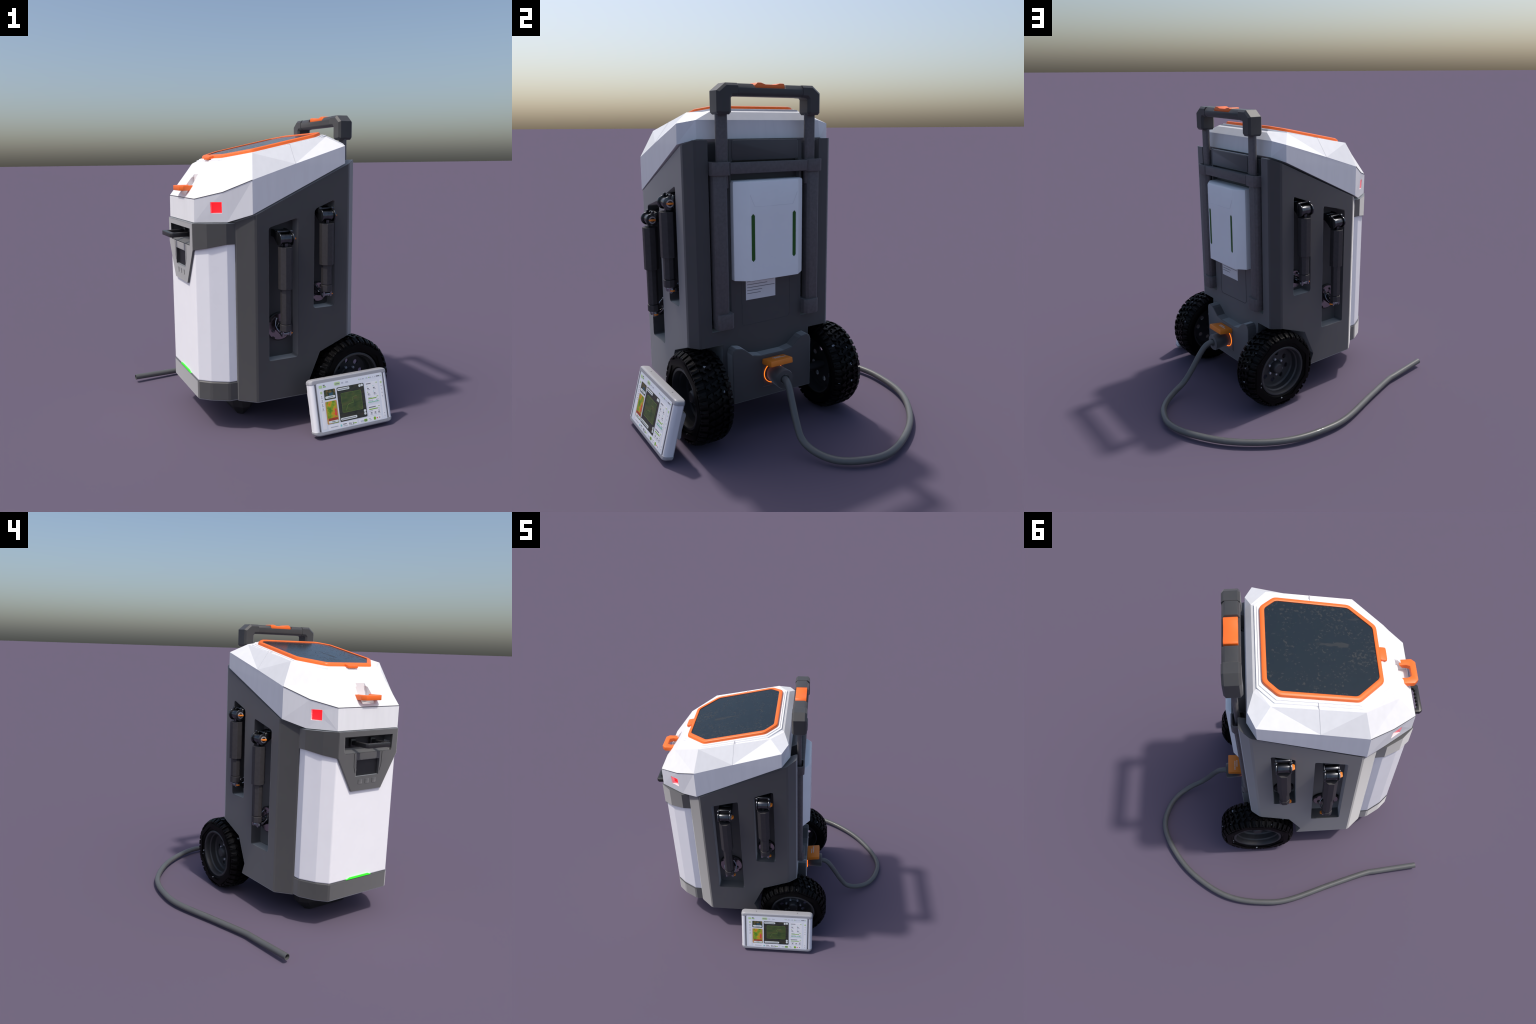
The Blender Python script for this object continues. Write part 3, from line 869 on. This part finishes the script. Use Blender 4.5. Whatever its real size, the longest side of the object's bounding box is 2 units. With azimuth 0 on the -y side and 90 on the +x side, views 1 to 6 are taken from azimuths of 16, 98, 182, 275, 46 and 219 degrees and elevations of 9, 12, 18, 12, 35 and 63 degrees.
# end caps with rounded corners, joined by the middle slab and round side grips
bm = prism(rect(-0.252, 0.254, 0.010, 0.335), 'y', -0.002, TH - 0.004, 0.001)
finish("case_core", bm, M["case"], tab)
def rounded_cap(z_in, z_out):
    """end cap: plan outline with round front corners, shrinking towards the outer edge"""
    bm = bmesh.new()
    rings = []
    h = abs(z_out - z_in)
    steps = [(z_in, 0.0, 0.0)]
    for k in range(7):
        a = k / 6 * pi / 2
        steps.append((z_out - math.copysign(0.022 * (1 - sin(a)), z_out - z_in), 0.024 * (1 - cos(a)), 0.005 * (1 - cos(a)) if k > 3 else 0.0))
    for z, du, dy in steps:
        w = HW - du
        r = 0.022
        pts = []
        for sx in (-1, 1):
            arc_ = [(sx * (w - r + r * sin(t * pi / 12)), -0.0025 + dy + r - r * cos(t * pi / 12)) for t in range(7)]
            back = [(sx * w, TH - 0.008 - dy), (sx * (w - 0.008), TH - dy)]
            seq = arc_ + back
            pts += list(reversed(seq)) if sx < 0 else seq
        rings.append([bm.verts.new((x, y, z)) for x, y in pts])
    n = len(rings[0])
    for p_, q_ in zip(rings[:-1], rings[1:]):
        for i in range(n):
            j = (i + 1) % n
            bm.faces.new((p_[i], p_[j], q_[j], q_[i]))
    bm.faces.new(rings[0]); bm.faces.new(rings[-1])
    return bm
finish("end_cap", rounded_cap(0.316, HT), M["case"], tab, 14)
finish("end_cap", rounded_cap(0.027, 0.0), M["case"], tab, 14)
for s in (-1, 1):
    prof = [(s * 0.252, 0.0), (s * 0.262, -0.002)]
    for k in range(9):
        a = k / 8 * pi / 2
        prof.append((s * (0.262 + 0.0235 * sin(a)), 0.0215 - 0.0235 * cos(a)))
    prof += [(s * 0.2855, TH - 0.010), (s * 0.277, TH - 0.001), (s * 0.252, TH - 0.001)]
    finish("side_grip", prism(prof, 'z', 0.026, 0.317), M["case_grip"], tab, 35)
    finish("grip_seam", box(s * 0.2525 - 0.0035, s * 0.2525 + 0.0035, -0.0024, 0.004, 0.024, 0.318), M["case_dark"], tab)
    finish("rear_bracket", prism([(TH - 0.004, 0.27), (TH + 0.020, 0.268), (TH + 0.026, 0.255), (TH + 0.019, 0.17), (TH + 0.024, 0.13), (TH + 0.016, 0.115), (TH - 0.004, 0.13)],
                                 'x', s * 0.238, s * 0.272, 0.003), M["case"], tab, 30)
    finish("case_screw", cyl('z', (s * 0.165, 0.028), 0.0045, HT - 0.003, HT + 0.0006, 12), M["case_dark"], tab, 30)

# ---- the display: stacked thin plates, each a piece of the interface
def smat(name, col, e=0.45):
    return mat(name, col, 0.35, var=0.0, emit=e, emit_col=col)
S_base = smat("screen_base", (0.575, 0.60, 0.67), 0.25)
S_card = smat("screen_card", (0.66, 0.66, 0.70), 0.25)
S_pale = smat("screen_pale", (0.62, 0.66, 0.66), 0.2)
S_lime = smat("screen_lime", (0.42, 0.56, 0.30), 0.2)
S_green = smat("screen_green", (0.17, 0.36, 0.012), 0.25)
S_cyan = smat("screen_cyan", (0.20, 0.46, 0.48), 0.25)
S_ink = smat("screen_ink", (0.17, 0.175, 0.20), 0.15)
S_grey = smat("screen_grey", (0.40, 0.41, 0.48), 0.18)
S_red = smat("screen_red", (0.6, 0.05, 0.05), 0.25)
S_rust = smat("screen_rust", (0.30, 0.045, 0.02), 0.2)
S_path = smat("screen_path", (0.13, 0.20, 0.045), 0.25)
S_blue = smat("screen_blue", (0.03, 0.08, 0.12), 0.2)

def map_mat(name, scale, stops, e=0.2, stretch=(1, 1, 1), detail=5.0, rough=0.6, dist=0.0):
    m, nt, b = new_mat(name)
    f = noise_fac(nt, scale, detail, rough, stretch)
    if dist:
        for nd in nt.nodes:
            if nd.type == 'TEX_NOISE': nd.inputs["Distortion"].default_value = dist
    c = ramp(nt, f, stops)
    nt.links.new(c, b.inputs["Base Color"])
    nt.links.new(c, b.inputs["Emission Color"])
    b.inputs["Emission Strength"].default_value = e
    b.inputs["Roughness"].default_value = 0.35
    return m
S_map = map_mat("screen_map", 22, [(0.30, (0.012, 0.016, 0.014)), (0.5, (0.026, 0.030, 0.024)), (0.64, (0.045, 0.036, 0.022)), (0.75, (0.03, 0.034, 0.04))], stretch=(1, 1, 3))
S_field = map_mat("screen_field", 18, [(0.32, (0.028, 0.052, 0.020)), (0.5, (0.048, 0.078, 0.022)), (0.68, (0.085, 0.085, 0.03))], stretch=(1, 1, 2.5))
S_heat = map_mat("screen_heat", 26, [(0.28, (0.03, 0.14, 0.02)), (0.42, (0.12, 0.26, 0.015)), (0.52, (0.32, 0.34, 0.02)), (0.60, (0.58, 0.26, 0.015)), (0.70, (0.62, 0.06, 0.012))], stretch=(1, 1, 0.8), detail=6, rough=0.65)
S_sand = smat("screen_sand", (0.48, 0.25, 0.08), 0.2)
S_small = map_mat("screen_parcels", 55, [(0.35, (0.02, 0.035, 0.02)), (0.52, (0.045, 0.06, 0.03)), (0.64, (0.16, 0.10, 0.03))], detail=1.5)

def uv(s, t): return (SX0 + s * (SX1 - SX0), SZ1 - t * (SZ1 - SZ0))
def plate(s0, s1, t0, t1, r, lvl):
    (xa, za), (xb, zb) = uv(s0, t1), uv(s1, t0)
    return prism(round_poly(rect(xa, xb, za, zb), r, 4), 'y', -0.0022, -0.0030 - 0.0005 * lvl)
def piece(name, s0, s1, t0, t1, r, lvl, m):
    return finish(name, plate(s0, s1, t0, t1, r, lvl), m, tab)
piece("screen", 0.0, 1.0, 0.0, 1.0, 0.008, 0, S_base)
piece("header_line", 0.0, 1.0, 0.128, 0.131, 0.0, 0.6, S_card)
piece("map_panel", 0.285, 0.697, 0.150, 0.868, 0.008, 1, S_map)
piece("field_area", 0.337, 0.642, 0.285, 0.690, 0.014, 2, S_field)
piece("parcel_panel", 0.095, 0.262, 0.155, 0.362, 0.007, 1, S_small)
piece("lake_area", 0.168, 0.222, 0.225, 0.300, 0.004, 2, S_blue)
piece("heat_panel", 0.095, 0.265, 0.397, 0.865, 0.007, 1, S_sand)
piece("heat_area", 0.108, 0.250, 0.402, 0.770, 0.016, 2, S_heat)
piece("heat_area", 0.160, 0.262, 0.800, 0.862, 0.006, 2, S_heat)
piece("heat_hot_spot", 0.222, 0.246, 0.565, 0.715, 0.006, 3, S_red)
piece("warning_bar", 0.118, 0.252, 0.747, 0.800, 0.002, 3, S_rust)
piece("info_card", 0.725, 0.915, 0.160, 0.615, 0.006, 1, S_card)
piece("info_card", 0.725, 0.915, 0.660, 0.878, 0.006, 1, S_card)
piece("side_strip", 0.945, 0.985, 0.150, 0.950, 0.006, 1, S_card)
piece("side_strip", 0.030, 0.080, 0.145, 0.950, 0.006, 1, S_card)
piece("footer_bar", 0.107, 0.535, 0.893, 0.985, 0.008, 1, S_card)
piece("footer_bar", 0.562, 0.912, 0.893, 0.985, 0.008, 1, S_card)
piece("header_pill", 0.257, 0.345, 0.030, 0.100, 0.008, 1, S_lime)
piece("header_pill", 0.030, 0.080, 0.045, 0.105, 0.006, 1, S_lime)
piece("green_button", 0.637, 0.687, 0.912, 0.968, 0.007, 2, S_green)
piece("green_button", 0.787, 0.820, 0.905, 0.972, 0.009, 2, S_green)
piece("grey_button", 0.578, 0.637, 0.912, 0.968, 0.006, 2, S_base)
piece("map_caption", 0.295, 0.475, 0.168, 0.222, 0.008, 3, S_pale)
piece("map_caption", 0.297, 0.540, 0.790, 0.842, 0.008, 3, S_pale)
piece("map_caption", 0.108, 0.252, 0.288, 0.338, 0.007, 3, S_pale)
piece("map_caption", 0.115, 0.258, 0.802, 0.848, 0.007, 4, S_pale)
for s_, t_ in ((0.632, 0.196), (0.668, 0.190), (0.668, 0.738), (0.668, 0.797)):
    piece("map_button", s_ - 0.016, s_ + 0.016, t_ - 0.027, t_ + 0.027, 0.0078, 3, S_pale)
piece("nav_marker", 0.040, 0.072, 0.17, 0.222, 0.007, 2, S_lime)
piece("nav_marker", 0.952, 0.980, 0.18, 0.228, 0.007, 2, S_lime)
# route across the field
route = [(0.392, 0.655), (0.40, 0.62), (0.418, 0.56), (0.432, 0.535), (0.455, 0.525), (0.508, 0.520), (0.505, 0.46), (0.500, 0.42), (0.512, 0.395), (0.575, 0.385)]
rp = [Vector((uv(s, t)[0], -0.0042, uv(s, t)[1])) for s, t in route]
finish("route_line", strip(rp, 0.0016, (0, -1, 0), 0.0004), S_path, tab)
fb = [(0.337, 0.30), (0.345, 0.285), (0.634, 0.285), (0.642, 0.30), (0.642, 0.675), (0.634, 0.69), (0.345, 0.69), (0.337, 0.675), (0.337, 0.30)]
finish("field_border", strip([Vector((uv(s, t)[0], -0.0041, uv(s, t)[1])) for s, t in fb], 0.0013, (0, -1, 0), 0.0004), S_path, tab)
# text rows, chart bars and icons: many tiny pieces
bars = {"ink": [], "grey": [], "green": [], "cyan": []}
def tb(k, s0, s1, t, h=0.012, lvl=2): bars[k].append(plate(s0, s1, t - h, t + h, 0.0, lvl))
tb("ink", 0.092, 0.118, 0.052); tb("green", 0.092, 0.132, 0.085, 0.008)
tb("ink", 0.272, 0.330, 0.068, 0.007); tb("grey", 0.362, 0.392, 0.065); tb("grey", 0.425, 0.465, 0.065)
for a, b, k in ((0.632, 0.640, "green"), (0.65, 0.665, "grey"), (0.68, 0.71, "grey"), (0.732, 0.736, "cyan"), (0.745, 0.765, "grey"), (0.785, 0.795, "green"), (0.80, 0.822, "grey"),
                (0.845, 0.853, "grey"), (0.873, 0.883, "grey"), (0.902, 0.955, "ink"), (0.968, 0.976, "green")):
    tb(k, a, b, 0.06, 0.010)
for i in range(4):
    t = 0.275 + i * 0.085
    tb("ink", 0.051, 0.061, t, 0.012); tb("grey", 0.043, 0.069, t + 0.033, 0.007)
for i, t in enumerate((0.28, 0.355, 0.43, 0.505, 0.87, 0.925)):
    tb("grey", 0.960, 0.972, t, 0.012)
tb("ink", 0.732, 0.806, 0.190, 0.009); tb("green", 0.885, 0.905, 0.190, 0.007)
for a, t, k in ((0.742, 0.25, "cyan"), (0.835, 0.25, "cyan"), (0.742, 0.368, "green"), (0.835, 0.368, "cyan")):
    tb(k, a, a + 0.008, t, 0.011)
    tb("ink", a, a + 0.026, t + 0.042, 0.010); tb("grey", a, a + 0.042, t + 0.068, 0.006)
tb("grey", 0.742, 0.795, 0.488, 0.007); tb("green", 0.87, 0.90, 0.485, 0.005); tb("green", 0.742, 0.868, 0.512, 0.009)
tb("grey", 0.735, 0.81, 0.552, 0.006); tb("grey", 0.86, 0.905, 0.552, 0.006)
random.seed(11)
for i in range(22):
    h = random.uniform(0.008, 0.019)
    tb("cyan" if i % 3 else "green", 0.736 + i * 0.0078, 0.7415 + i * 0.0078, 0.600 - h, h)
tb("ink", 0.732, 0.84, 0.695, 0.010); tb("green", 0.882, 0.90, 0.695, 0.007); tb("green", 0.735, 0.868, 0.738, 0.009); tb("grey", 0.868, 0.90, 0.738, 0.004)
tb("grey", 0.735, 0.79, 0.772, 0.006); tb("grey", 0.87, 0.902, 0.772, 0.006)
for a in (0.752, 0.812, 0.87):
    tb("ink", a, a + 0.024, 0.815, 0.012); tb("grey", a - 0.007, a + 0.03, 0.845, 0.006)
tb("grey", 0.135, 0.245, 0.935, 0.009); tb("cyan", 0.278, 0.302, 0.940, 0.022); tb("ink", 0.318, 0.37, 0.922, 0.009); tb("grey", 0.318, 0.385, 0.958, 0.007)
tb("green", 0.468, 0.52, 0.945, 0.008); tb("grey", 0.585, 0.630, 0.94, 0.008, 3); tb("ink", 0.648, 0.677, 0.94, 0.008, 3)
tb("grey", 0.712, 0.742, 0.922, 0.008); tb("grey", 0.72, 0.75, 0.955, 0.006); tb("ink", 0.872, 0.888, 0.94, 0.011)
tb("ink", 0.305, 0.46, 0.195, 0.008, 4); tb("ink", 0.31, 0.52, 0.816, 0.007, 4); tb("ink", 0.15, 0.22, 0.313, 0.006, 4); tb("ink", 0.16, 0.21, 0.825, 0.006, 5)
for k, m in (("ink", S_ink), ("grey", S_grey), ("green", S_green), ("cyan", S_cyan)):
    o = finish("screen_glyph", join(bars[k]), m, tab); o["kind"] = "stuff"
piece("stop_icon", 0.833, 0.850, 0.928, 0.952, 0.002, 2, S_red)
# large reading in the footer
cu = bpy.data.curves.new("reading_text", 'FONT')
cu.body = "95.2"
cu.size = 0.022
cu.extrude = 0.0004
tmp = bpy.data.objects.new("reading_tmp", cu)
bpy.context.scene.collection.objects.link(tmp)
dg = bpy.context.evaluated_depsgraph_get()
me = bpy.data.meshes.new_from_object(tmp.evaluated_get(dg))
bpy.data.objects.remove(tmp)
me.transform(Matrix.Translation((uv(0.402, 0)[0], -0.0042, uv(0, 0.966)[1])) @ Matrix.Rotation(pi / 2, 4, 'X'))
me.materials.clear(); me.materials.append(S_ink)
link(bpy.data.objects.new("reading_text", me), tab)

bpy.context.view_layer.update()
